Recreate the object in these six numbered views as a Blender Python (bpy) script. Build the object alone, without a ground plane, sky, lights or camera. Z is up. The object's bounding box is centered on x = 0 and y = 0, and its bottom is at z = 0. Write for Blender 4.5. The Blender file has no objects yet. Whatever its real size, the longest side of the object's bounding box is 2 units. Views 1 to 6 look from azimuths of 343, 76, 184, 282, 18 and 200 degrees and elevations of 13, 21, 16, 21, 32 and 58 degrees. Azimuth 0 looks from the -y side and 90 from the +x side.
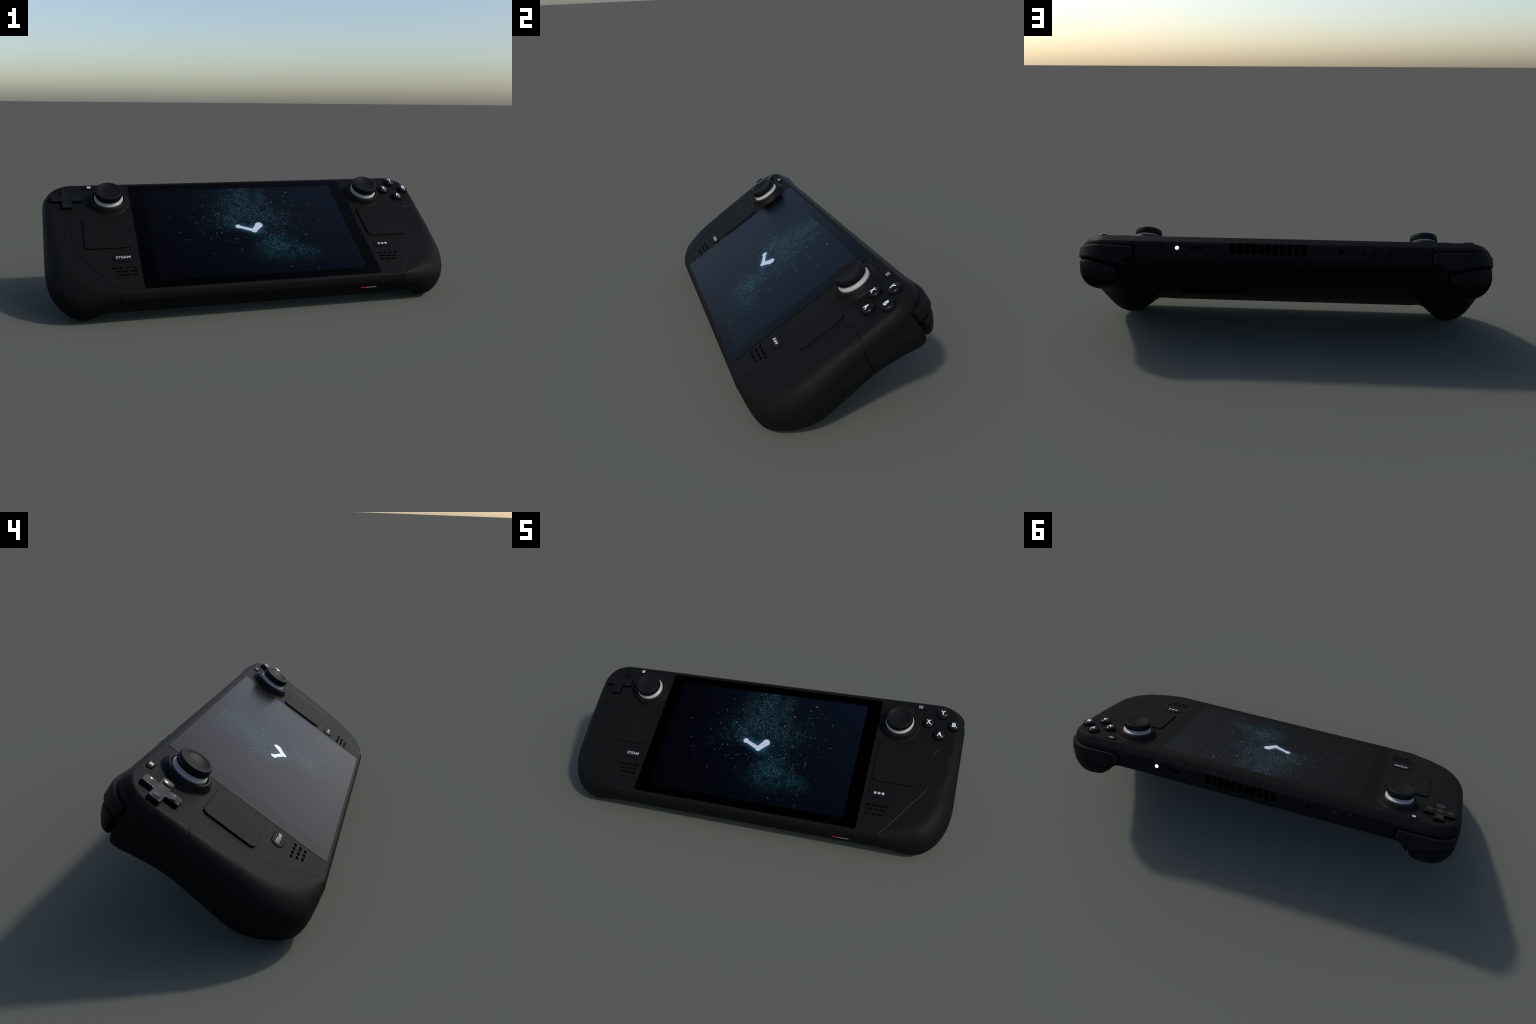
import bpy, bmesh, math, random
import numpy as np
from mathutils import Matrix, Vector
from mathutils.bvhtree import BVHTree

random.seed(7)

# ---------------------------------------------------------------- frame
# Everything is modelled in the console's own frame (x right, y up the face,
# z out of the screen, face plane at z = 0) and then tilted as it lies.
TILT = math.radians(32.5)
FACE_ORIGIN = Vector((0.0, -0.0518, 0.3504))
DEVICE = Matrix.Translation(FACE_ORIGIN) @ Matrix.Rotation(TILT, 4, 'X')

root = bpy.data.objects.new("handheld_console", None)
bpy.context.scene.collection.objects.link(root)
root["label"] = "black handheld game console with screen, sticks and trackpads"
root["category"] = "game console"


# ---------------------------------------------------------------- materials
def node_material(name):
    m = bpy.data.materials.new(name)
    m.use_nodes = True
    return m, m.node_tree.nodes, m.node_tree.links, m.node_tree.nodes["Principled BSDF"]


def plastic(name, color, rough, spec=0.5, grain=0.0, coat=0.0, metallic=0.0, mottling=0.12):
    m, n, l, b = node_material(name)
    b.inputs["Roughness"].default_value = rough
    b.inputs["Specular IOR Level"].default_value = spec
    b.inputs["Coat Weight"].default_value = coat
    b.inputs["Coat Roughness"].default_value = 0.08
    b.inputs["Metallic"].default_value = metallic
    tc = n.new("ShaderNodeTexCoord")
    ns = n.new("ShaderNodeTexNoise")
    ns.inputs["Scale"].default_value = 60.0
    ns.inputs["Detail"].default_value = 4.0
    l.new(tc.outputs["Object"], ns.inputs["Vector"])
    rp = n.new("ShaderNodeValToRGB")
    lo = [c * (1 - mottling) for c in color]
    hi = [min(1.0, c * (1 + mottling)) for c in color]
    rp.color_ramp.elements[0].color = (*lo, 1)
    rp.color_ramp.elements[1].color = (*hi, 1)
    rp.color_ramp.elements[0].position = 0.3
    rp.color_ramp.elements[1].position = 0.7
    l.new(ns.outputs["Fac"], rp.inputs["Fac"])
    l.new(rp.outputs["Color"], b.inputs["Base Color"])
    if grain > 0:
        fine = n.new("ShaderNodeTexNoise")
        fine.inputs["Scale"].default_value = 420.0
        l.new(tc.outputs["Object"], fine.inputs["Vector"])
        bp = n.new("ShaderNodeBump")
        bp.inputs["Strength"].default_value = grain
        bp.inputs["Distance"].default_value = 0.001
        l.new(fine.outputs["Fac"], bp.inputs["Height"])
        l.new(bp.outputs["Normal"], b.inputs["Normal"])
    return m


BLACK = (0.0056, 0.0056, 0.0057)
M_SHELL = plastic("shell_plastic", BLACK, 0.50, 0.040, 0.04)
M_GRIP = plastic("grip_plastic", BLACK, 0.50, 0.040, 0.04)
M_SEAM = plastic("seam_shade_tint", (0.0018, 0.0018, 0.0020), 0.46, 0.095, 0.0)  # shell plastic darkened and glossed to draw the groove's shadow and glint
M_RUBBER = plastic("stick_rubber", (0.0062, 0.0062, 0.0063), 0.46, 0.060, 0.04)
M_PAD = plastic("trackpad_plastic", BLACK, 0.50, 0.040, 0.03)
M_TRIGGER = plastic("trigger_plastic", BLACK, 0.45, 0.050, 0.03)
M_GLOSS = plastic("gloss_button_plastic", (0.0045, 0.0045, 0.0050), 0.14, 0.16)
M_DPAD = plastic("directional_pad_plastic", (0.0042, 0.0042, 0.0044), 0.14, 0.20)
M_DARK = plastic("opening_black", (0.0012, 0.0012, 0.0012), 0.8, 0.02)
M_SLOT = plastic("speaker_slot_black", (0.0018, 0.0018, 0.0018), 0.7, 0.03)
M_WHITE = plastic("white_print", (0.58, 0.59, 0.64), 0.4, 0.2, mottling=0.02)
M_LABEL = plastic("label_print", (0.34, 0.345, 0.365), 0.4, 0.2, mottling=0.02)
M_GREY_PRINT = plastic("grey_print", (0.26, 0.26, 0.27), 0.4, 0.2, mottling=0.02)
M_RING = plastic("stick_ring_white", (0.29, 0.288, 0.286), 0.36, 0.20, mottling=0.02)
M_RED = plastic("red_mark", (0.90, 0.006, 0.006), 0.4, 0.2, mottling=0.02)
M_BEZEL = plastic("bezel_glass", (0.0002, 0.0002, 0.0003), 0.26, 0.085, mottling=0.02)


def grazing_gloss(m, peak):
    """reflection strength set by view angle: hardly any mirror seen face on, a clear one at a slant"""
    n, l = m.node_tree.nodes, m.node_tree.links
    lw = n.new("ShaderNodeLayerWeight")
    lw.inputs["Blend"].default_value = 0.5
    mr = n.new("ShaderNodeMapRange")
    mr.interpolation_type = 'SMOOTHSTEP'
    mr.inputs["From Min"].default_value = 0.16
    mr.inputs["From Max"].default_value = 0.62
    mr.inputs["To Min"].default_value = 0.003
    mr.inputs["To Max"].default_value = peak
    l.new(lw.outputs["Facing"], mr.inputs["Value"])
    l.new(mr.outputs["Result"], n["Principled BSDF"].inputs["Specular IOR Level"])


grazing_gloss(M_BEZEL, 0.115)


def light_material():
    m, n, l, b = node_material("status_light_glow")
    b.inputs["Base Color"].default_value = (0.9, 0.9, 0.9, 1)
    b.inputs["Emission Color"].default_value = (1, 1, 1, 1)
    b.inputs["Emission Strength"].default_value = 1.6
    return m


M_LED = light_material()


class Nodes:
    """Small helper for writing node arithmetic."""

    def __init__(self, n, l):
        self.n, self.l = n, l

    def put(self, sock, v):
        if isinstance(v, (int, float)):
            sock.default_value = v
        elif isinstance(v, tuple):
            sock.default_value = v
        else:
            self.l.new(v, sock)

    def math(self, op, a, b=0.0, c=0.0, clamp=False):
        x = self.n.new("ShaderNodeMath")
        x.operation = op
        x.use_clamp = clamp
        for i, v in enumerate((a, b, c)):
            self.put(x.inputs[i], v)
        return x.outputs[0]

    def mix(self, f, a, b, mode='MIX'):
        x = self.n.new("ShaderNodeMix")
        x.data_type = 'RGBA'
        x.blend_type = mode
        self.put(x.inputs[0], f)
        self.put(x.inputs[6], a)
        self.put(x.inputs[7], b)
        return x.outputs[2]


def display_material():
    """Dark blue picture with a swirl of teal and pale specks."""
    m, n, l, b = node_material("display_picture")
    N = Nodes(n, l)
    tc = n.new("ShaderNodeTexCoord")
    sep = n.new("ShaderNodeSeparateXYZ")
    l.new(tc.outputs["Object"], sep.inputs[0])
    X, Y = sep.outputs[0], sep.outputs[1]

    def blob(cx, cy, rx, ry, angle, power=1.0):
        ca, sa = math.cos(angle), math.sin(angle)
        dx = N.math('SUBTRACT', X, cx)
        dy = N.math('SUBTRACT', Y, cy)
        u = N.math('DIVIDE', N.math('ADD', N.math('MULTIPLY', dx, ca), N.math('MULTIPLY', dy, sa)), rx)
        v = N.math('DIVIDE', N.math('SUBTRACT', N.math('MULTIPLY', dy, ca), N.math('MULTIPLY', dx, sa)), ry)
        r2 = N.math('ADD', N.math('MULTIPLY', u, u), N.math('MULTIPLY', v, v))
        return N.math('MULTIPLY', N.math('EXPONENT', N.math('MULTIPLY', r2, -1.0)), power)

    def total(*xs):
        t = xs[0]
        for x in xs[1:]:
            t = N.math('ADD', t, x)
        return t

    # slow warp so the cloud has ragged borders
    warp = n.new("ShaderNodeTexNoise")
    warp.inputs["Scale"].default_value = 9.0
    warp.inputs["Detail"].default_value = 3.0
    l.new(tc.outputs["Object"], warp.inputs["Vector"])
    ragged = N.math('MULTIPLY', N.math('SUBTRACT', warp.outputs["Fac"], 0.5), 1.5)

    upper = total(blob(0.00, 0.26, 0.085, 0.09, 0.0, 1.0), blob(-0.04, 0.15, 0.10, 0.08, 0.3, 0.9),
                  blob(-0.03, 0.08, 0.15, 0.055, 0.2, 0.6), blob(0.13, 0.07, 0.09, 0.07, 0.3, 0.5),
                  blob(0.105, 0.20, 0.025, 0.09, 0.0, 0.6))
    lower = total(blob(0.09, -0.11, 0.075, 0.06, 0.4, 1.0), blob(0.11, -0.17, 0.10, 0.055, 0.0, 0.8),
                  blob(0.24, -0.18, 0.06, 0.035, -0.3, 0.6))
    clump = n.new("ShaderNodeTexNoise")
    clump.inputs["Scale"].default_value = 26.0
    clump.inputs["Detail"].default_value = 3.0
    l.new(tc.outputs["Object"], clump.inputs["Vector"])
    patch = N.math('MULTIPLY_ADD', N.math('SUBTRACT', clump.outputs["Fac"], 0.5), 3.2, 0.75, clamp=True)
    cloud = N.math('MULTIPLY', N.math('MULTIPLY', total(upper, lower), N.math('ADD', 1.0, ragged)), patch, clamp=True)
    # irregular flecks: a fine noise cut at a threshold
    fleck = n.new("ShaderNodeTexNoise")
    fleck.inputs["Scale"].default_value = 190.0
    fleck.inputs["Detail"].default_value = 2.5
    fleck.inputs["Distortion"].default_value = 0.8
    l.new(tc.outputs["Object"], fleck.inputs["Vector"])
    flecks = N.math('MULTIPLY', N.math('SUBTRACT', fleck.outputs["Fac"], 0.51), 7.5, clamp=True)

    def specks(scale, size, threshold_mask, gain, seed):
        mp = n.new("ShaderNodeMapping")
        mp.inputs["Location"].default_value = (seed, seed * 0.7, seed * 1.3)
        l.new(tc.outputs["Object"], mp.inputs["Vector"])
        vo = n.new("ShaderNodeTexVoronoi")
        vo.voronoi_dimensions = '2D'
        vo.inputs["Scale"].default_value = scale
        l.new(mp.outputs[0], vo.inputs["Vector"])
        csep = n.new("ShaderNodeSeparateColor")
        l.new(vo.outputs["Color"], csep.inputs[0])
        rsize = N.math('MULTIPLY_ADD', csep.outputs[1], size, size * 0.35)
        dot = N.math('SUBTRACT', 1.0, N.math('DIVIDE', vo.outputs["Distance"], rsize), clamp=True)
        dot = N.math('MULTIPLY', N.math('POWER', dot, 0.6), gain)
        on = N.math('LESS_THAN', csep.outputs[0], threshold_mask)
        return N.math('MULTIPLY', N.math('MULTIPLY', dot, on),
                      N.math('MULTIPLY_ADD', csep.outputs[2], 0.8, 0.2)), csep.outputs[2]

    halo = total(blob(-0.05, 0.12, 0.24, 0.14, 0.3, 0.5), blob(-0.02, 0.02, 0.25, 0.10, 0.15, 0.55),
                 blob(0.14, 0.03, 0.17, 0.17, 0.0, 0.5), blob(0.1, -0.12, 0.2, 0.12, -0.3, 0.35))
    fine = N.math('MULTIPLY', flecks, cloud)
    mid, mr = specks(115.0, 0.40, N.math('MULTIPLY', N.math('MULTIPLY', halo, patch), 0.30), 1.0, 11.7)
    big, br = specks(40.0, 0.17, N.math('MULTIPLY_ADD', halo, 0.030, 0.0022), 1.0, 23.9)

    # background gradient: dark, a little bluer to the upper right
    gx = N.math('MULTIPLY_ADD', X, 0.9, 0.45, clamp=True)
    gy = N.math('MULTIPLY_ADD', Y, 0.9, 0.55, clamp=True)
    g = N.math('MULTIPLY', gx, gy, clamp=True)
    base = N.mix(g, (0.0009, 0.0011, 0.0022, 1), (0.0036, 0.0062, 0.0125, 1))
    haze = N.math('MULTIPLY', cloud, 0.45, clamp=True)
    base = N.mix(haze, base, N.mix(N.math('MULTIPLY_ADD', Y, -1.6, 0.45, clamp=True),
                                   (0.006, 0.014, 0.019, 1), (0.004, 0.018, 0.024, 1)))
    teal = N.mix(N.math('MULTIPLY_ADD', Y, 2.0, 0.55, clamp=True), (0.010, 0.075, 0.090, 1), (0.028, 0.066, 0.080, 1))
    col = N.mix(N.math('MULTIPLY', fine, 1.0, clamp=True), base, teal)
    pale = N.mix(mr, (0.03, 0.085, 0.10, 1), (0.10, 0.10, 0.13, 1))
    col = N.mix(N.math('MULTIPLY', mid, 0.9, clamp=True), col, pale)
    flake = N.mix(br, (0.10, 0.065, 0.09, 1), (0.11, 0.13, 0.16, 1))
    col = N.mix(N.math('MULTIPLY', big, 1.2, clamp=True), col, flake)
    glow = N.math('MULTIPLY', total(blob(-0.030, 0.0, 0.062, 0.020, -0.41, 1.0), blob(0.026, 0.004, 0.036, 0.026, 0.8, 1.0)), 0.75, clamp=True)
    col = N.mix(glow, col, (0.020, 0.085, 0.125, 1))
    l.new(col, b.inputs["Base Color"])
    b.inputs["Roughness"].default_value = 0.26
    grazing_gloss(m, 0.120)
    return m


M_DISPLAY = display_material()
M_EMBLEM = plastic("emblem_white", (0.61, 0.64, 0.74), 0.28, 0.5, metallic=0.35, mottling=0.01)


# ---------------------------------------------------------------- mesh helpers
def finish(bm, name, mat, angle=32, smooth=True):
    me = bpy.data.meshes.new(name)
    bmesh.ops.recalc_face_normals(bm, faces=bm.faces)
    bm.to_mesh(me)
    bm.free()
    if mat:
        me.materials.append(mat)
    if smooth:
        me.shade_smooth()
        me.set_sharp_from_angle(angle=math.radians(angle))
    return me


def add(name, me, parent=None, loc=(0, 0, 0), rot=None):
    ob = bpy.data.objects.new(name, me)
    bpy.context.scene.collection.objects.link(ob)
    local = Matrix.Translation(Vector(loc))
    if rot is not None:
        local = local @ rot
    if parent is None:
        ob.parent = root
        ob.matrix_basis = DEVICE @ local
    else:
        ob.parent = parent
        ob.matrix_basis = local
    return ob


def rounded_rect(hx, hy, r, seg=8):
    pts = []
    for cx, cy, a0 in ((hx - r, hy - r, 0), (-hx + r, hy - r, 90), (-hx + r, -hy + r, 180), (hx - r, -hy + r, 270)):
        for i in range(seg + 1):
            a = math.radians(a0 + 90 * i / seg)
            pts.append((cx + r * math.cos(a), cy + r * math.sin(a)))
    return pts


def offset_poly(pts, d):
    """inward offset of a counter-clockwise closed polygon"""
    n = len(pts)
    out = []
    for i in range(n):
        p0, p1, p2 = Vector(pts[i - 1]), Vector(pts[i]), Vector(pts[(i + 1) % n])
        e1, e2 = (p1 - p0), (p2 - p1)
        n1 = Vector((-e1.y, e1.x)).normalized() if e1.length > 1e-9 else Vector((0, 0))
        n2 = Vector((-e2.y, e2.x)).normalized() if e2.length > 1e-9 else Vector((0, 0))
        b = (n1 + n2)
        if b.length < 1e-6:
            b = n1
        b.normalize()
        c = max(0.35, b.dot(n1))
        out.append(tuple(p1 + b * (d / c)))
    return out


def stack(layers, cap_bottom=True, cap_top=True):
    """loft through closed rings of 3D points with equal count"""
    bm = bmesh.new()
    rings = [[bm.verts.new(p) for p in ring] for ring in layers]
    n = len(rings[0])
    for a, b in zip(rings[:-1], rings[1:]):
        for i in range(n):
            bm.faces.new((a[i], a[(i + 1) % n], b[(i + 1) % n], b[i]))
    if cap_bottom:
        bm.faces.new(rings[0][::-1])
    if cap_top:
        bm.faces.new(rings[-1])
    return bm


def slab(outline, z0, z1, bevel, seg=4):
    """plate with rounded upper edge"""
    layers = [[(x, y, z0) for x, y in outline]]
    for i in range(seg + 1):
        a = math.pi / 2 * i / seg
        o = offset_poly(outline, bevel * (1 - math.cos(a))) if i else outline
        layers.append([(x, y, z1 - bevel + bevel * math.sin(a)) for x, y in o])
    o = offset_poly(outline, bevel * 1.6)                   # keeps the flat top flat in shading
    layers.append([(x, y, z1) for x, y in o])
    return stack(layers)


def lathe(profile, seg=64, closed=False):
    layers = []
    for r, z in profile:
        layers.append([(r * math.cos(2 * math.pi * i / seg), r * math.sin(2 * math.pi * i / seg), z) for i in range(seg)])
    return stack(layers)


def text_mesh(body, height, width, mat, name, thick=0.0012, bold=0.012):
    cu = bpy.data.curves.new(name, 'FONT')
    cu.body = body
    cu.align_x = 'CENTER'
    cu.align_y = 'CENTER'
    cu.size = 1.0
    cu.offset = bold
    cu.extrude = 0.5
    cu.resolution_u = 4
    ob = bpy.data.objects.new(name, cu)
    bpy.context.scene.collection.objects.link(ob)
    me = bpy.data.meshes.new_from_object(ob)
    bpy.data.objects.remove(ob)
    bpy.data.curves.remove(cu)
    co = np.array([v.co for v in me.vertices])
    lo, hi = co.min(0), co.max(0)
    for v in me.vertices:
        v.co.x = ((v.co.x - lo[0]) / (hi[0] - lo[0]) - 0.5) * width
        v.co.y = ((v.co.y - lo[1]) / (hi[1] - lo[1]) - 0.5) * height
        v.co.z = thick * (v.co.z + 0.5)
    me.materials.clear()
    me.materials.append(mat)
    return me


# ---------------------------------------------------------------- body outline
TOP, BOTTOM = 0.392, -0.390


def half_outline():
    pts = []
    for i in range(90):
        pts.append((0.858 * i / 90, TOP))
    for i in range(60):                                    # upper corner
        a = math.pi / 2 * i / 60
        pts.append((0.858 + 0.14 * math.sin(a), 0.250 + 0.142 * math.cos(a)))
    for i in range(40):                                    # side
        pts.append((0.998 + 0.002 * i / 40, 0.250 - 0.370 * i / 40))
    for i in range(80):                                    # lower, larger corner
        a = math.pi / 2 * i / 80
        pts.append((0.815 + 0.185 * math.cos(a) ** (2 / 2.2), -0.12 - 0.271 * math.sin(a) ** (2 / 2.2)))
    for i in range(30):
        t = i / 30
        pts.append((0.815 - 0.125 * t, -0.391 + 0.001 * (3 * t * t - 2 * t ** 3)))
    for i in range(71):
        pts.append((0.69 * (1 - i / 70), BOTTOM))
    return np.array(pts)


HALF = half_outline()


def resample(P, ds):
    seg = np.linalg.norm(np.diff(P, axis=0), axis=1)
    s = np.r_[0, np.cumsum(seg)]
    n = int(s[-1] / ds)
    t = np.linspace(0, s[-1], n + 1)
    return np.c_[np.interp(t, s, P[:, 0]), np.interp(t, s, P[:, 1])], t


HALF, HALF_S = resample(HALF, 0.0085)
tan = np.gradient(HALF, axis=0)
tan /= np.linalg.norm(tan, axis=1)[:, None]
HALF_N = np.c_[-tan[:, 1], tan[:, 0]]          # outward (travelling clockwise)
if HALF_N[0, 1] < 0:
    HALF_N = -HALF_N


def s_of(x, y):
    return HALF_S[np.argmin((HALF[:, 0] - x) ** 2 + (HALF[:, 1] - y) ** 2)]


# edge section along the outline:
# x, y | front: inset, drop, roundness | back: depth of wall, inset, roundness
SECTION = [
    (0.00, 0.392, 0.023, 0.033, 1.06, 0.098, 0.024, 1.2),
    (0.69, 0.392, 0.023, 0.033, 1.06, 0.098, 0.024, 1.2),
    (0.78, 0.392, 0.023, 0.033, 1.06, 0.130, 0.035, 1.6),
    (0.86, 0.392, 0.023, 0.034, 1.10, 0.170, 0.055, 2.0),
    (0.960, 0.350, 0.025, 0.040, 1.40, 0.145, 0.080, 2.0),
    (1.00, 0.220, 0.040, 0.050, 1.80, 0.118, 0.115, 2.0),
    (1.00, 0.000, 0.062, 0.065, 2.00, 0.112, 0.130, 2.0),
    (1.00, -0.13, 0.085, 0.080, 2.00, 0.102, 0.160, 2.0),
    (0.945, -0.325, 0.115, 0.100, 2.00, 0.106, 0.165, 2.0),
    (0.85, -0.391, 0.105, 0.108, 2.00, 0.118, 0.125, 2.0),
    (0.76, -0.391, 0.055, 0.062, 1.80, 0.102, 0.060, 1.7),
    (0.69, -0.390, 0.022, 0.033, 1.30, 0.098, 0.022, 1.3),
    (0.00, -0.390, 0.022, 0.033, 1.30, 0.098, 0.022, 1.3),
]
key_s = np.array([s_of(k[0], k[1]) for k in SECTION])


def smooth_interp(t, ts, vs):
    i = np.clip(np.searchsorted(ts, t) - 1, 0, len(ts) - 2)
    u = np.clip((t - ts[i]) / (ts[i + 1] - ts[i]), 0, 1)
    u = u * u * (3 - 2 * u) * 0.5 + u * 0.5
    return vs[i] * (1 - u) + vs[i + 1] * u


SEC = np.array([smooth_interp(HALF_S, key_s, np.array([k[j] for k in SECTION])) for j in range(2, 8)]).T

# depth of the lobe ridge behind the hands, by height on the console
RIDGE_Y = np.array([-0.42, -0.35, -0.32, -0.30, -0.28, -0.25, -0.20, -0.15, -0.10, 0.00, 0.06, 0.12, 0.20, 0.26, 0.32, 0.42])
RIDGE_Z = np.array([0.226, 0.228, 0.232, 0.239, 0.246, 0.253, 0.257, 0.254, 0.244, 0.221, 0.213, 0.213, 0.228, 0.241, 0.238, 0.234])
FLANK_X = np.array([0.0, 0.705, 0.730, 0.752, 0.774, 0.801, 0.825, 0.853, 0.90, 1.1])
FLANK_F = np.array([0.0, 0.0, 0.04, 0.18, 0.46, 0.73, 0.88, 0.97, 1.0, 1.0])
BACK = 0.132


def soft_table(x, xs, fs, blur=0.012):
    acc = 0
    for o, w in ((-1.5, 0.15), (-0.75, 0.2), (0, 0.3), (0.75, 0.2), (1.5, 0.15)):
        acc = acc + w * np.interp(x + o * blur, xs, fs)
    return acc


def back_depth(x, y):
    up = np.clip((y + 0.05) / 0.35, 0, 1)
    low = np.clip((-0.05 - y) / 0.18, 0, 1)
    xe = np.abs(x) + 0.002 * up * up * (3 - 2 * up) - 0.011 * low * low * (3 - 2 * low)
    return BACK + (soft_table(y, RIDGE_Y, RIDGE_Z, 0.016) - BACK) * soft_table(xe, FLANK_X, FLANK_F, 0.008)


def build_body():
    right = HALF
    left = HALF[1:-1][::-1] * np.array([-1, 1])
    P = np.vstack([right, left])
    Nn = np.vstack([HALF_N, HALF_N[1:-1][::-1] * np.array([-1, 1])])
    S = np.vstack([SEC, SEC[1:-1][::-1]])
    n = len(P)
    Q = np.c_[np.clip(P[:, 0], -0.68, 0.68) * 0.97, P[:, 1] * 0.12]
    D = Q - P
    L = np.linalg.norm(D, axis=1)
    D = D / L[:, None]
    cosn = np.clip(-(D * Nn).sum(1), 0.5, 1)

    def field(pts):
        d2 = ((pts[:, None, :] - P[None, :, :]) ** 2).sum(2)
        i = d2.argmin(1)
        # true distance to the polyline around the nearest sample
        best = np.sqrt(d2[np.arange(len(pts)), i])
        for a, b in ((i, (i + 1) % n), ((i - 1) % n, i)):
            e = P[b] - P[a]
            t = np.clip(((pts - P[a]) * e).sum(1) / (e * e).sum(1), 0, 1)
            best = np.minimum(best, np.linalg.norm(pts - P[a] - e * t[:, None], axis=1))
        return best, S[i]

    rows = []
    # front, from centre outward
    flat = list(np.linspace(1, 0, 7)[:-1]) + [0.06, 0.02]
    reach = np.minimum(S[:, 0] * 1.02 / cosn, L * 0.8)
    for f in flat:
        t = reach + (L - reach) * f
        rows.append(('f', P + D * t[:, None]))
    for k in range(15):
        th = math.pi / 2 * (1 - k / 14)
        t = reach * (1 - math.cos(th))
        rows.append(('f', P + D * t[:, None]))
    for k in range(1, 5):
        rows.append(('w', k / 5))
    reach = np.minimum(S[:, 4] * 1.02 / cosn, L * 0.8)
    for k in range(15):
        th = math.pi / 2 * k / 14
        t = reach * (1 - math.cos(th))
        rows.append(('b', P + D * t[:, None]))
    for f in np.linspace(0, 1, 27)[1:]:
        t = reach + (L - reach) * f
        rows.append(('b', P + D * t[:, None]))

    bm = bmesh.new()
    rings = []
    for kind, r in rows:
        if kind == 'w':
            z = -(S[:, 1] * (1 - r) + S[:, 3] * r)
            xy = P
        else:
            xy = r
            d, s = field(xy)
            if kind == 'f':
                t = np.clip(1 - d / s[:, 0], 0, 1)
                z = -s[:, 1] * (1 - (1 - t ** s[:, 2]) ** (1 / s[:, 2]))
            else:
                t = np.clip(1 - d / s[:, 4], 0, 1)
                full = back_depth(xy[:, 0], xy[:, 1])
                z = -(s[:, 3] + (full - s[:, 3]) * (1 - t ** s[:, 5]) ** (1 / s[:, 5]))
        rings.append([bm.verts.new((xy[i, 0], xy[i, 1], z[i])) for i in range(n)])
    for a, b in zip(rings[:-1], rings[1:]):
        for i in range(n):
            j = (i + 1) % n
            bm.faces.new((a[i], a[j], b[j], b[i]))
    bm.faces.new(rings[0])
    bm.faces.new(rings[-1][::-1])
    return finish(bm, "shell", M_SHELL)


body_mesh = build_body()
body = add("shell", body_mesh)
bm_tmp = bmesh.new()
bm_tmp.from_mesh(body_mesh)
TREE = BVHTree.FromBMesh(bm_tmp)
bm_tmp.free()


# ---------------------------------------------------------------- bumpers and triggers
def outline_at(s):
    x = np.interp(s, HALF_S, HALF[:, 0])
    y = np.interp(s, HALF_S, HALF[:, 1])
    nx = np.interp(s, HALF_S, HALF_N[:, 0])
    ny = np.interp(s, HALF_S, HALF_N[:, 1])
    return np.array([x, y]), np.array([nx, ny]) / math.hypot(nx, ny)


def band(keys, offset, depth, lip, mirror, ncol=60, nrow=14):
    """Curved solid that follows the outline.  keys: (x, y, z_top, z_bottom)."""
    ks = np.array([s_of(k[0], k[1]) for k in keys])
    order = np.argsort(ks)
    ks = ks[order]
    zt = np.array([keys[i][2] for i in order])
    zb = np.array([keys[i][3] for i in order])
    bulge = np.array([keys[i][4] if len(keys[i]) > 4 else 0.0 for i in order])
    u = np.linspace(0, math.pi, ncol)
    ss = ks[0] + (ks[-1] - ks[0]) * (1 - np.cos(u)) / 2
    v = (1 - np.cos(np.linspace(0, math.pi, nrow))) / 2
    layers = []
    sg = -1 if mirror else 1

    def rnd(q):
        q = min(max(q, 0.0), lip)
        return lip - math.sqrt(max(lip * lip - (lip - q) ** 2, 0)) if lip > 0 else 0.0

    for s in ss:
        p, nn = outline_at(s)
        a, b = np.interp(s, ks, zt), np.interp(s, ks, zb)
        if a - b < 0.004:
            m = (a + b) / 2
            a, b = m + 0.002, m - 0.002
        ring = []
        end = min(s - ks[0], ks[-1] - s)
        for t in v:
            z = a + (b - a) * t
            q = min((a - b) * min(t, 1 - t), end)
            o = offset(z) + np.interp(s, ks, bulge) - rnd(q)
            c = p + nn * o
            ring.append((sg * c[0], c[1], z))
        for t in v[::-1]:
            z = a + (b - a) * t
            c = p + nn * (offset(z) + np.interp(s, ks, bulge) - depth(z))
            ring.append((sg * c[0], c[1], z))
        layers.append(ring)
    return stack(layers)


BUMPER = [(0.706, .392, -0.080, -0.094, 0.0), (0.709, .392, -0.070, -0.106, 0.0), (0.717, .392, -0.061, -0.115, 0.001),
          (0.732, .392, -0.058, -0.119, 0.002), (0.745, .392, -0.058, -0.124, 0.003), (0.760, .392, -0.058, -0.134, 0.005),
          (0.774, .392, -0.058, -0.149, 0.006), (0.790, .392, -0.058, -0.147, 0.008), (0.845, .392, -0.058, -0.137, 0.011),
          (0.905, .387, -0.058, -0.123, 0.015), (0.966, .342, -0.055, -0.108, 0.014), (0.984, .317, -0.053, -0.103, 0.008)]
TRIGGER = [(0.785, .392, -0.158, -0.170, 0.0), (0.795, .392, -0.157, -0.196, 0.0), (0.808, .392, -0.154, -0.208, 0.001),
           (0.825, .392, -0.150, -0.215, 0.002), (0.850, .392, -0.145, -0.218, 0.004), (0.880, .392, -0.139, -0.218, 0.006),
           (0.915, .384, -0.130, -0.215, 0.009), (0.945, .363, -0.123, -0.209, 0.010), (0.962, .346, -0.119, -0.202, 0.010),
           (0.976, .329, -0.116, -0.190, 0.009)]
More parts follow.
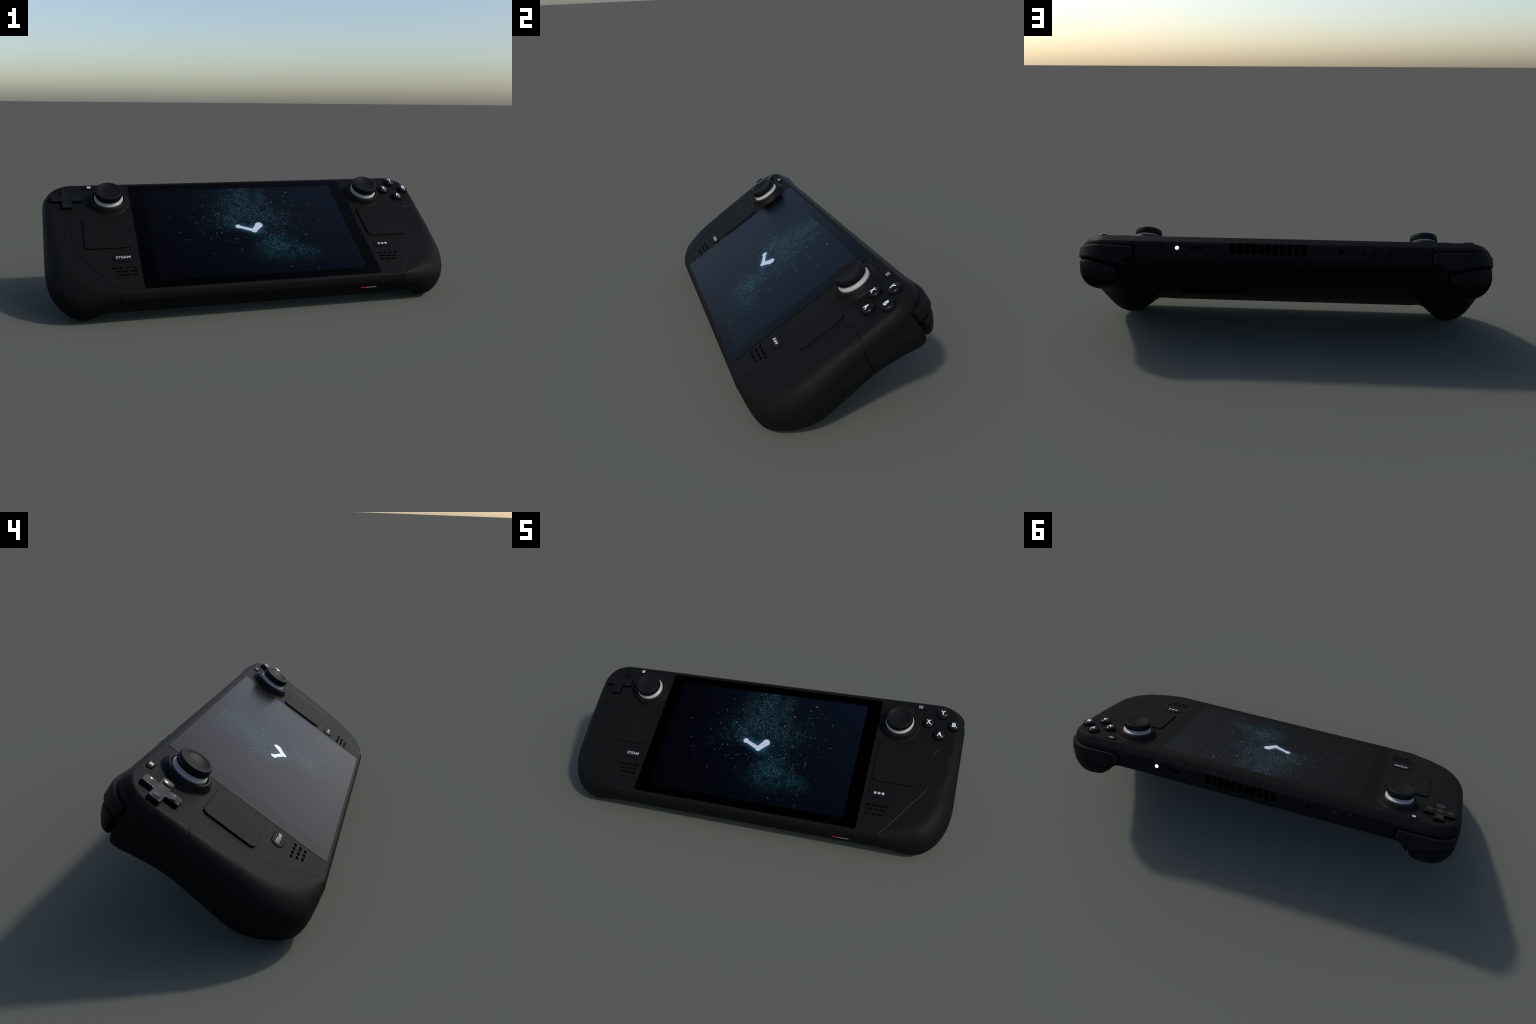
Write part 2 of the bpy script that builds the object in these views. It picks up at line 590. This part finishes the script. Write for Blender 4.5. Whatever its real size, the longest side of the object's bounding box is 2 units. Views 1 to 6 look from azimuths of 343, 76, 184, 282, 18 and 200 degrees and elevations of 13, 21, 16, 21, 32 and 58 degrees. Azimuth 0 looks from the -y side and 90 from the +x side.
POCKET = [(0.697, .392, -0.078, -0.096), (0.701, .392, -0.062, -0.116), (0.710, .392, -0.054, -0.123),
          (0.730, .392, -0.052, -0.125), (0.750, .392, -0.052, -0.132), (0.764, .392, -0.052, -0.146),
          (0.776, .392, -0.052, -0.180), (0.790, .392, -0.052, -0.225), (0.800, .392, -0.052, -0.300),
          (0.905, .387, -0.052, -0.300, 0.0), (0.960, .350, -0.050, -0.300, 0.010), (0.987, .308, -0.048, -0.300, 0.034)]


def trigger_offset(z):
    t = min(max((-z - 0.125) / 0.11, 0), 1)
    return 0.001 - 0.051 * t ** 1.7


for mir in (False, True):
    bm = band(BUMPER, lambda z: 0.003, lambda z: 0.05, 0.007, mir, 70, 16)
    add("bumper", finish(bm, "bumper", M_TRIGGER, 40))
    bm = band(TRIGGER, trigger_offset, lambda z: 0.055 - 0.028 * min(max((-z - 0.13) / 0.1, 0), 1), 0.010, mir, 60, 18)
    add("trigger", finish(bm, "trigger", M_TRIGGER, 40))

# ---------------------------------------------------------------- cut openings into the shell
cutters = []


def cutter(bm, name, mat=None):
    me = finish(bm, name, mat or M_DARK, smooth=False)
    ob = bpy.data.objects.new(name, me)
    bpy.context.scene.collection.objects.link(ob)
    ob.parent = root
    ob.matrix_basis = DEVICE
    cutters.append(ob)
    return ob


def merge(bms):
    out = bmesh.new()
    for b in bms:
        me = bpy.data.meshes.new("t")
        b.to_mesh(me)
        b.free()
        out.from_mesh(me)
        bpy.data.meshes.remove(me)
    return out


pockets = []
for mir in (False, True):
    pockets.append(band(POCKET, lambda z: 0.03, lambda z: 0.111, 0.0, mir, 60, 8))
cutter(merge(pockets), "pocket")

# speaker slots, three staggered rows each side
SLOTS = []
for sgn in (1, -1):
    for y, spans in ((-0.222, ((.599, .623), (.629, .653), (.658, .682), (.687, .711))),
                     (-0.244, ((.599, .636), (.642, .666), (.671, .695))),
                     (-0.266, ((.599, .623), (.629, .653), (.658, .682)))):
        for a, b in spans:
            SLOTS.append((sgn * (a + b) / 2, y, (b - a) / 2))
VENTS = [0.2285 - 0.0335 * i for i in range(11)]
holes = []
for x, y, h in SLOTS:
    o = [(x + px, y + py) for px, py in rounded_rect(h, 0.0052, 0.005, 4)]
    holes.append(stack([[(px, py, -0.005) for px, py in o], [(px, py, 0.03) for px, py in o]]))
cutter(merge(holes), "speaker_slots", M_SLOT)
holes = []


def top_hole(x, z, hx, hz, r, depth, seg=6):
    o = [(x + px, z + pz) for px, pz in rounded_rect(hx, hz, r, seg)]
    return stack([[(px, TOP - depth, pz) for px, pz in o], [(px, TOP + 0.03, pz) for px, pz in o]])


for x in VENTS:
    holes.append(top_hole(x, -0.063, 0.0140, 0.0275, 0.0138, 0.022))
holes.append(top_hole(0.4062, -0.0635, 0.029, 0.0095, 0.0093, 0.04))       # charging port
holes.append(top_hole(-0.2805, -0.063, 0.0115, 0.0115, 0.0114, 0.04))       # headphone jack
for x in (0.583, -0.4145, -0.490):                                          # round button wells
    holes.append(top_hole(x, -0.0625, 0.0225, 0.0225, 0.0224, 0.012, 10))
for i in range(6):                                                          # intake slots on the back
    x = 0.553 - i * 0.0605
    o = [(x - 0.030, -0.235), (x + 0.022, -0.235), (x + 0.030, -0.225), (x + 0.026, -0.105), (x - 0.022, -0.085), (x - 0.030, -0.095)]
    holes.append(stack([[(px, py, -BACK - 0.03) for px, py in o], [(px, py, -BACK + 0.013) for px, py in o]]))
cutter(merge(holes), "holes")


# seam between the shell and the two grips: a thin groove hugging the surface
def catmull(pts, step=0.006):
    P = np.array(pts, float)
    P = np.vstack([2 * P[0] - P[1], P, 2 * P[-1] - P[-2]])
    out = []
    for i in range(1, len(P) - 2):
        m = max(2, int(np.linalg.norm(P[i + 1] - P[i]) / step))
        for k in range(m):
            t = k / m
            a, b, c, d = P[i - 1], P[i], P[i + 1], P[i + 2]
            out.append(0.5 * ((2 * b) + (-a + c) * t + (2 * a - 5 * b + 4 * c - d) * t * t + (-a + 3 * b - 3 * c + d) * t ** 3))
    out.append(P[-2])
    return np.array(out)


SEAM_FRONT = [(0.683, -0.372), (0.711, -0.333), (0.75, -0.276), (0.79, -0.218), (0.825, -0.167), (0.853, -0.127),
              (0.868, -0.097), (0.874, -0.062), (0.8735, 0.0), (0.873, 0.060), (0.876, 0.095), (0.890, 0.114), (0.91, 0.1205), (0.94, 0.120),
              (0.965, 0.112)]
SEAM_BACK = [(0.985, 0.066), (0.955, 0.052), (0.93, 0.032), (0.914, -0.005), (0.90, -0.07), (0.885, -0.17), (0.868, -0.27),
             (0.845, -0.33), (0.80, -0.372)]


def seam_path(sg):
    guide = [(0.690, -0.40, -0.115), (0.686, -0.41, -0.06), (0.683, -0.40, -0.012)]
    guide += [(x, y, 0.012) for x, y in SEAM_FRONT]
    guide += [(1.0, 0.098, -0.03), (1.02, 0.085, -0.075), (1.02, 0.076, -0.12)]
    guide += [(x, y, -0.30 if i else -0.2) for i, (x, y) in enumerate(SEAM_BACK)]
    guide += [(0.745, -0.40, -0.17), (0.700, -0.40, -0.135), (0.690, -0.40, -0.115)]
    g = catmull(guide)
    pts = []
    for p in g:
        q = Vector((p[0] * sg, p[1], p[2]))
        near, nrm, _, _ = TREE.find_nearest(q)
        pts.append((near, nrm))
    # even out
    out = [pts[0]]
    for q in pts[1:]:
        if (q[0] - out[-1][0]).length > 0.005:
            out.append(q)
    if (out[0][0] - out[-1][0]).length < 0.004:
        out.pop()
    return out


def groove(path, half=0.0030, deep=0.0016, up=0.003):
    bm = bmesh.new()
    n = len(path)
    rings = []
    for i in range(n):
        p, nrm = path[i]
        t = (path[(i + 1) % n][0] - path[i - 1][0]).normalized()
        nn = (path[i - 1][1] + nrm + path[(i + 1) % n][1]).normalized()
        side = t.cross(nn).normalized()
        w = half * (1 + up / deep)
        rings.append([bm.verts.new(p + nn * up + side * w), bm.verts.new(p - nn * deep + side * 0.0002),
                      bm.verts.new(p - nn * deep - side * 0.0002), bm.verts.new(p + nn * up - side * w)])
    for i in range(n):
        a, b = rings[i], rings[(i + 1) % n]
        for k in range(4):
            bm.faces.new((a[k], a[(k + 1) % 4], b[(k + 1) % 4], b[k]))
    return bm


SEAMS = {sg: seam_path(sg) for sg in (1, -1)}
cutter(merge([groove(SEAMS[1]), groove(SEAMS[-1])]), "seam", M_SEAM)

# trackpad, button and slot seats stay flush; apply the cuts
for c in cutters:
    md = body.modifiers.new(c.name, 'BOOLEAN')
    md.operation = 'DIFFERENCE'
    md.solver = 'EXACT'
    md.object = c
    md.material_mode = 'TRANSFER'
bpy.context.view_layer.update()
dg = bpy.context.evaluated_depsgraph_get()
cut_mesh = bpy.data.meshes.new_from_object(body.evaluated_get(dg))
body.modifiers.clear()
for c in cutters:
    me = c.data
    bpy.data.objects.remove(c)


# ---------------------------------------------------------------- split the grips off along the seam
def inside_poly(x, y, poly):
    hit = False
    j = len(poly) - 1
    for i in range(len(poly)):
        xi, yi = poly[i]
        xj, yj = poly[j]
        if (yi > y) != (yj > y) and x < (xj - xi) * (y - yi) / (yj - yi) + xi:
            hit = not hit
        j = i
    return hit


FRONT_POLY = [(0.683, -0.5)] + SEAM_FRONT + [(1.0, 0.098), (1.2, 0.09), (1.2, -0.5)]
BACK_POLY = [(0.690, -0.5), (0.69, -0.392), (0.745, -0.385)] + SEAM_BACK[::-1] + [(1.0, 0.076), (1.2, 0.076), (1.2, -0.5)]


def is_grip(c):
    x = abs(c.x)
    if x < 0.66:
        return False
    poly = FRONT_POLY if c.z > -0.075 else BACK_POLY
    return inside_poly(x, c.y, poly)


cut_mesh.shade_smooth()
cut_mesh.set_sharp_from_angle(angle=math.radians(34))
slot_names = [m.name for m in cut_mesh.materials]
kinds = [slot_names[p.material_index] for p in cut_mesh.polygons]
edge_kinds = {}
for p in cut_mesh.polygons:
    for k in p.edge_keys:
        edge_kinds.setdefault(k, set()).add(kinds[p.index])
for e in cut_mesh.edges:
    if len(edge_kinds.get(e.key, ())) > 1:
        e.use_edge_sharp = True
# keep the normals of the whole body on every piece
loop_normals = [tuple(cn.vector) for cn in cut_mesh.corner_normals]


def piece(name, mat, keep):
    faces = [p for p in cut_mesh.polygons if keep(p)]
    vid, verts, polys, mats, norms = {}, [], [], [], []
    for p in faces:
        q = []
        for li in p.loop_indices:
            vi = cut_mesh.loops[li].vertex_index
            if vi not in vid:
                vid[vi] = len(verts)
                verts.append(tuple(cut_mesh.vertices[vi].co))
            q.append(vid[vi])
            norms.append(loop_normals[li])
        polys.append(q)
        mats.append({M_DARK.name: 1, M_SLOT.name: 2, M_SEAM.name: 3}.get(kinds[p.index], 0))
    me = bpy.data.meshes.new(name)
    me.from_pydata(verts, [], polys)
    me.materials.append(mat)
    for extra in (M_DARK, M_SLOT, M_SEAM):
        me.materials.append(extra)
    me.polygons.foreach_set("material_index", mats)
    me.shade_smooth()
    me.normals_split_custom_set(norms)
    return me


tag = [(1 if p.center.x > 0 else -1) if is_grip(p.center) else 0 for p in cut_mesh.polygons]
body.data = piece("shell", M_SHELL, lambda p: tag[p.index] == 0)
for sg in (1, -1):
    add("hand_grip", piece("hand_grip", M_GRIP, lambda p: tag[p.index] == sg))

# ---------------------------------------------------------------- glass and display
glass = add("front_glass", finish(slab(rounded_rect(0.577, 0.3555, 0.010), -0.004, 0.0012, 0.0008, 2), "front_glass", M_BEZEL))
display = add("display", finish(slab(rounded_rect(0.508, 0.313, 0.003, 2), 0.0006, 0.0015, 0.0002, 1), "display", M_DISPLAY), glass)


def capsule(p, q, r0, r1, seg=24):
    """outline of two discs of different radius and their common tangents"""
    p, q = Vector(p), Vector(q)
    d = q - p
    base = math.atan2(d.y, d.x)
    phi = math.acos((r0 - r1) / d.length)
    pts = []
    for i in range(seg + 1):
        a = base + phi + (2 * math.pi - 2 * phi) * i / seg
        pts.append((p.x + r0 * math.cos(a), p.y + r0 * math.sin(a)))
    for i in range(seg + 1):
        a = base - phi + 2 * phi * i / seg
        pts.append((q.x + r1 * math.cos(a), q.y + r1 * math.sin(a)))
    return pts


A, B, C = (-0.069, 0.016), (0.006, -0.018), (0.039, 0.020)
emblem_parts = [capsule(A, B, 0.0080, 0.0105), capsule(B, C, 0.0120, 0.0175)]
for c, r in ((A, 0.0135), (B, 0.0150), (C, 0.0188)):
    emblem_parts.append([(c[0] + r * math.cos(i * math.pi / 16), c[1] + r * math.sin(i * math.pi / 16)) for i in range(32)])
bms = []
for k, o in enumerate(emblem_parts):
    h = 0.0024 + 0.00012 * k
    bms.append(stack([[(x, y, 0.0015) for x, y in o], [(x, y, h) for x, y in o]]))
add("emblem", finish(merge(bms), "emblem", M_EMBLEM), display)

# ---------------------------------------------------------------- trackpads
pad_mesh = finish(slab(rounded_rect(0.1075, 0.1065, 0.022), -0.004, 0.0075, 0.0022, 4), "trackpad", M_PAD)
for sg in (1, -1):
    add("trackpad", pad_mesh, loc=(sg * 0.7105, 0.0115, 0))

# ---------------------------------------------------------------- thumbsticks
collar_mesh = finish(lathe([(0.1005, -0.003), (0.1003, 0.0010), (0.0985, 0.0020), (0.0968, 0.0038), (0.0950, 0.0075), (0.0908, 0.0155), (0.0866, 0.0235),
                            (0.0853, 0.0260), (0.0837, 0.0276), (0.0818, 0.0283), (0.0778, 0.0283), (0.0752, 0.0276), (0.0742, 0.0250),
                            (0.0736, 0.004), (0.060, 0.002), (0.01, 0.002)], 72), "thumbstick", M_RUBBER, 30)
ring_mesh = finish(lathe([(0.064, 0.004), (0.0688, 0.015), (0.0698, 0.0240), (0.0694, 0.0292), (0.0672, 0.0312), (0.0625, 0.0335), (0.0588, 0.0375),
                          (0.0575, 0.0460), (0.05, 0.050)], 28), "stick_ring", M_RING, 25)
cap_mesh = finish(lathe([(0.050, 0.0432), (0.0605, 0.0435), (0.0638, 0.0447), (0.0651, 0.0477), (0.0648, 0.060), (0.0640, 0.0680),
                         (0.0630, 0.0712), (0.0612, 0.0732), (0.0590, 0.0740), (0.0550, 0.0741), (0.0525, 0.0737), (0.0508, 0.0726),
                         (0.0450, 0.0702), (0.036, 0.0675), (0.024, 0.0652), (0.012, 0.0640), (0.002, 0.0637)], 72),
                  "stick_cap", M_RUBBER, 35)
for sg in (1, -1):
    st = add("thumbstick", collar_mesh, loc=(sg * 0.683, 0.2355, 0))
    add("stick_ring", ring_mesh, st)
    add("stick_cap", cap_mesh, st)

# ---------------------------------------------------------------- face buttons with letters
BTN_R = 0.0262


def dome(r):
    t = min(r / BTN_R, 1)
    return 0.0080 + 0.0140 * math.sqrt(max(1 - t * t * 0.95, 0))


prof = [(BTN_R + 0.0005, -0.004), (BTN_R + 0.0005, 0.004)]
for i in range(13):
    r = BTN_R * math.cos(math.pi / 2 * i / 12.6)
    prof.append((r, dome(r)))
btn_mesh = finish(lathe(prof, 40), "face_button", M_GLOSS, 50)
well_mesh = finish(lathe([(0.0285, -0.002), (0.0285, 0.0006), (0.001, 0.0006)], 32), "button_well", M_DARK)


def drape_letter(ch):
    me = text_mesh(ch, 0.0235, 0.022 if ch != 'B' else 0.0185, M_WHITE, "button_letter", 0.001, 0.036)
    bm = bmesh.new()
    bm.from_mesh(me)
    bmesh.ops.triangulate(bm, faces=bm.faces)
    for _ in range(3):
        long_edges = [e for e in bm.edges if e.calc_length() > 0.0035]
        if long_edges:
            bmesh.ops.subdivide_edges(bm, edges=long_edges, cuts=1)
            bmesh.ops.triangulate(bm, faces=bm.faces)
    for v in bm.verts:
        r = math.hypot(v.co.x, v.co.y)
        v.co.z = dome(r) + 0.0005 * (1 if v.co.z > 0.0005 else -1)
    bm.to_mesh(me)
    bm.free()
    return me


for ch, dx, dy in (('A', 0, -0.0605), ('B', 0.0605, 0), ('X', -0.0605, 0), ('Y', 0, 0.0605)):
    bt = add("face_button", btn_mesh, loc=(0.8815 + dx, 0.2595 + dy, 0))
    add("button_well", well_mesh, bt)
    add("button_letter", drape_letter(ch), bt)

# ---------------------------------------------------------------- directional pad
def plus(w, a):
    """outline of a cross: arm half width w, reach a"""
    return [(w, w), (w, a), (-w, a), (-w, w), (-a, w), (-a, -w), (-w, -w), (-w, -a), (w, -a), (w, -w), (a, -w), (a, w)]


def build_dpad():
    """cross with dished arms: a gridded top, straight walls, rounded edges"""
    w, a = 0.0225, 0.0720
    inner = list(np.linspace(-w, w, 9))
    outer = list(np.linspace(w, a, 13))[1:]
    xs = [-v for v in outer[::-1]] + inner + outer
    n = len(xs)
    bm = bmesh.new()
    grid = {}

    def height(x, y):
        r, q = max(abs(x), abs(y)), min(abs(x), abs(y)) / w
        dish = 0.0026 * math.exp(-((r - 0.048) / 0.012) ** 2) * (1 - q * q)
        hollow = 0.0016 * math.exp(-((x * x + y * y) / 0.018 ** 2))
        return 0.0142 + 0.0022 * (r / a) ** 2 - dish - hollow

    def vert(i, j):
        if (i, j) not in grid:
            x, y = xs[i], xs[j]
            grid[i, j] = bm.verts.new((x, y, height(x, y)))
        return grid[i, j]

    for i in range(n - 1):
        for j in range(n - 1):
            cx, cy = (xs[i] + xs[i + 1]) / 2, (xs[j] + xs[j + 1]) / 2
            if abs(cx) < w or abs(cy) < w:
                bm.faces.new((vert(i, j), vert(i + 1, j), vert(i + 1, j + 1), vert(i, j + 1)))
    rim = [e for e in bm.edges if len(e.link_faces) == 1]
    ext = bmesh.ops.extrude_edge_only(bm, edges=rim)
    for v in [g for g in ext["geom"] if isinstance(g, bmesh.types.BMVert)]:
        v.co.z = -0.004
    bm.edges.ensure_lookup_table()
    up = [e for e in rim if e.is_valid]
    corners = [e for e in bm.edges if abs(e.verts[0].co.z - e.verts[1].co.z) > 0.012
               and len(e.link_faces) == 2 and e.calc_face_angle(0) > 1.0]
    bmesh.ops.bevel(bm, geom=up + corners, offset=0.0024, segments=3, profile=0.5, affect='EDGES', clamp_overlap=True)
    return finish(bm, "directional_pad", M_DPAD, 40)


dp = add("directional_pad", build_dpad(), loc=(-0.8820, 0.2595, 0))
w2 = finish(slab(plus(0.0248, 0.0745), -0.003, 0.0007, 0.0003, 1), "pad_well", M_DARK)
add("pad_well", w2, dp)

# ---------------------------------------------------------------- small menu buttons and their marks
pill = finish(slab(rounded_rect(0.0275, 0.0125, 0.0122), -0.003, 0.0048, 0.0016, 3), "menu_button", M_PAD)
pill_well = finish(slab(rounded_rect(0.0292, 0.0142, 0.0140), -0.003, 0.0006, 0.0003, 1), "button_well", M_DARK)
big_pill = finish(slab(rounded_rect(0.0495, 0.0235, 0.0225), -0.003, 0.0034, 0.0014, 3), "system_button", M_PAD)
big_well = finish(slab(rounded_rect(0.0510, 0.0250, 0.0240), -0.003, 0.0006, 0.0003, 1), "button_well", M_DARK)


def plate(x0, x1, y0, y1, z0, z1):
    o = [(x0, y0), (x1, y0), (x1, y1), (x0, y1)]
    return stack([[(x, y, z0) for x, y in o], [(x, y, z1) for x, y in o]])


vb = add("menu_button", pill, loc=(-0.7700, 0.3465, 0))
add("button_well", pill_well, vb)
add("window_icon", finish(plate(-0.0085, 0.0085, -0.0075, 0.0080, 0.004, 0.0053), "window_icon", M_LABEL, smooth=False), vb)
mb = add("menu_button", pill, loc=(0.7700, 0.3465, 0))
add("button_well", pill_well, mb)
add("lines_icon", finish(merge([plate(-0.0105, 0.0105, c - 0.0016, c + 0.0016, 0.004, 0.0053) for c in (-0.006, 0, 0.006)]),
                         "lines_icon", M_GREY_PRINT, smooth=False), mb)
sb = add("system_button", big_pill, loc=(-0.6525, -0.1570, 0))
add("button_well", big_well, sb)
add("button_lettering", text_mesh("STEAM", 0.0150, 0.066, M_LABEL, "button_lettering", 0.0012, 0.016), sb, loc=(0, 0.0005, 0.0028))
qb = add("system_button", big_pill, loc=(0.6525, -0.1570, 0))
add("button_well", big_well, qb)
dot_mesh = finish(lathe([(0.0068, 0.0028), (0.0068, 0.0041), (0.0005, 0.0041)], 20), "dot_icon", M_LABEL, smooth=False)
for dx in (-0.0185, 0, 0.0185):
    add("dot_icon", dot_mesh, qb, loc=(dx, 0, 0))

# ---------------------------------------------------------------- top edge: buttons, light, ports
TOWARD_TOP = Matrix.Rotation(-math.pi / 2, 4, 'X')          # local z -> device +y
round_btn = finish(lathe([(0.0195, -0.012), (0.0195, 0.0025), (0.0188, 0.0045), (0.0172, 0.0055), (0.001, 0.0055)], 40), "volume_button", M_TRIGGER, 35)
power_btn = finish(lathe([(0.0195, -0.012), (0.0195, 0.0005), (0.0185, 0.0022), (0.0165, 0.0026), (0.0125, 0.0022), (0.0105, -0.0005), (0.001, -0.0005)], 40), "power_button", M_TRIGGER, 35)
for x in (-0.4145, -0.490):
    add("volume_button", round_btn, loc=(x, TOP, -0.0625), rot=TOWARD_TOP)
add("power_button", power_btn, loc=(0.583, TOP, -0.0625), rot=TOWARD_TOP)
led = finish(lathe([(0.0092, -0.004), (0.0092, 0.0010), (0.0085, 0.0016), (0.0005, 0.0016)], 24), "status_light", M_LED)
add("status_light", led, loc=(0.4966, TOP, -0.0635), rot=TOWARD_TOP)
tongue = bmesh.new()
o = rounded_rect(0.019, 0.0028, 0.0026, 4)
tongue = stack([[(x, y, -0.035) for x, y in o], [(x, y, -0.006) for x, y in o]])
add("port_tongue", finish(tongue, "port_tongue", M_TRIGGER), loc=(0.4062, TOP, -0.0635), rot=TOWARD_TOP)
# mesh screen behind the exhaust slots
bars = []
for i in range(5):
    z = -0.063 + (i - 2) * 0.011
    bars.append(plate(0.2285 - 0.0335 * 10 - 0.015, 0.2285 + 0.015, z - 0.0012, z + 0.0012, -0.022, -0.0165))
for i in range(34):
    x = 0.2285 + 0.012 - i * 0.0107
    bars.append(plate(x - 0.0011, x + 0.0011, -0.063 - 0.028, -0.063 + 0.028, -0.0222, -0.0168))
bm = merge(bars)
me = finish(bm, "vent_grille", M_DARK, smooth=False)
g = add("vent_grille", me, loc=(0, TOP, 0), rot=Matrix(((1, 0, 0, 0), (0, 0, 1, 0), (0, 1, 0, 0), (0, 0, 0, 1))))
g["kind"] = "stuff"

# ---------------------------------------------------------------- memory card slot mark on the bottom edge
def bottom_mark(x0, x1, mat, name):
    o = [(x0, -0.0645), (x1, -0.0645), (x1, -0.0600), (x0, -0.0600)]
    bm = stack([[(x, BOTTOM + 0.002, z) for x, z in o], [(x, BOTTOM - 0.0012, z) for x, z in o]])
    return finish(bm, name, mat, smooth=False)


mark = add("card_slot_mark", bottom_mark(0.4665, 0.4935, M_RED, "card_slot_mark"))
add("card_slot_line", bottom_mark(0.4940, 0.5480, M_GREY_PRINT, "card_slot_line"), mark)

# ---------------------------------------------------------------- back: paddles
def surface(x, y):
    hit = TREE.ray_cast(Vector((x, y, -1)), Vector((0, 0, 1)))
    return hit[0], hit[1]


for sg in (1, -1):
    for cx, cy, hx, hy, turn in ((0.752, 0.008, 0.083, 0.058, 0.0), (0.752, -0.118, 0.083, 0.058, 0.0)):
        o = rounded_rect(hx, hy, 0.016, 5)
        layers = []
        for lift, ins in ((-0.010, 0.0), (0.0025, 0.0), (0.0045, 0.0012), (0.0052, 0.005)):
            ring = []
            oo = offset_poly(o, ins) if ins else o
            for px, py in oo:
                rx = px * math.cos(turn) + py * math.sin(turn)
                ry = -px * math.sin(turn) + py * math.cos(turn)
                x, y = sg * (cx + rx), cy + ry
                c, nn = surface(x, y)
                ring.append(c + nn * lift)
            layers.append(ring)
        for k in (0.8, 0.55, 0.3, 0.08):
            ring = []
            for px, py in offset_poly(o, 0.005):
                x, y = sg * (cx + px * k), cy + py * k
                c, nn = surface(x, y)
                ring.append(c + nn * 0.0054)
            layers.append(ring)
        add("back_button", finish(stack(layers), "back_button", M_TRIGGER, 40))
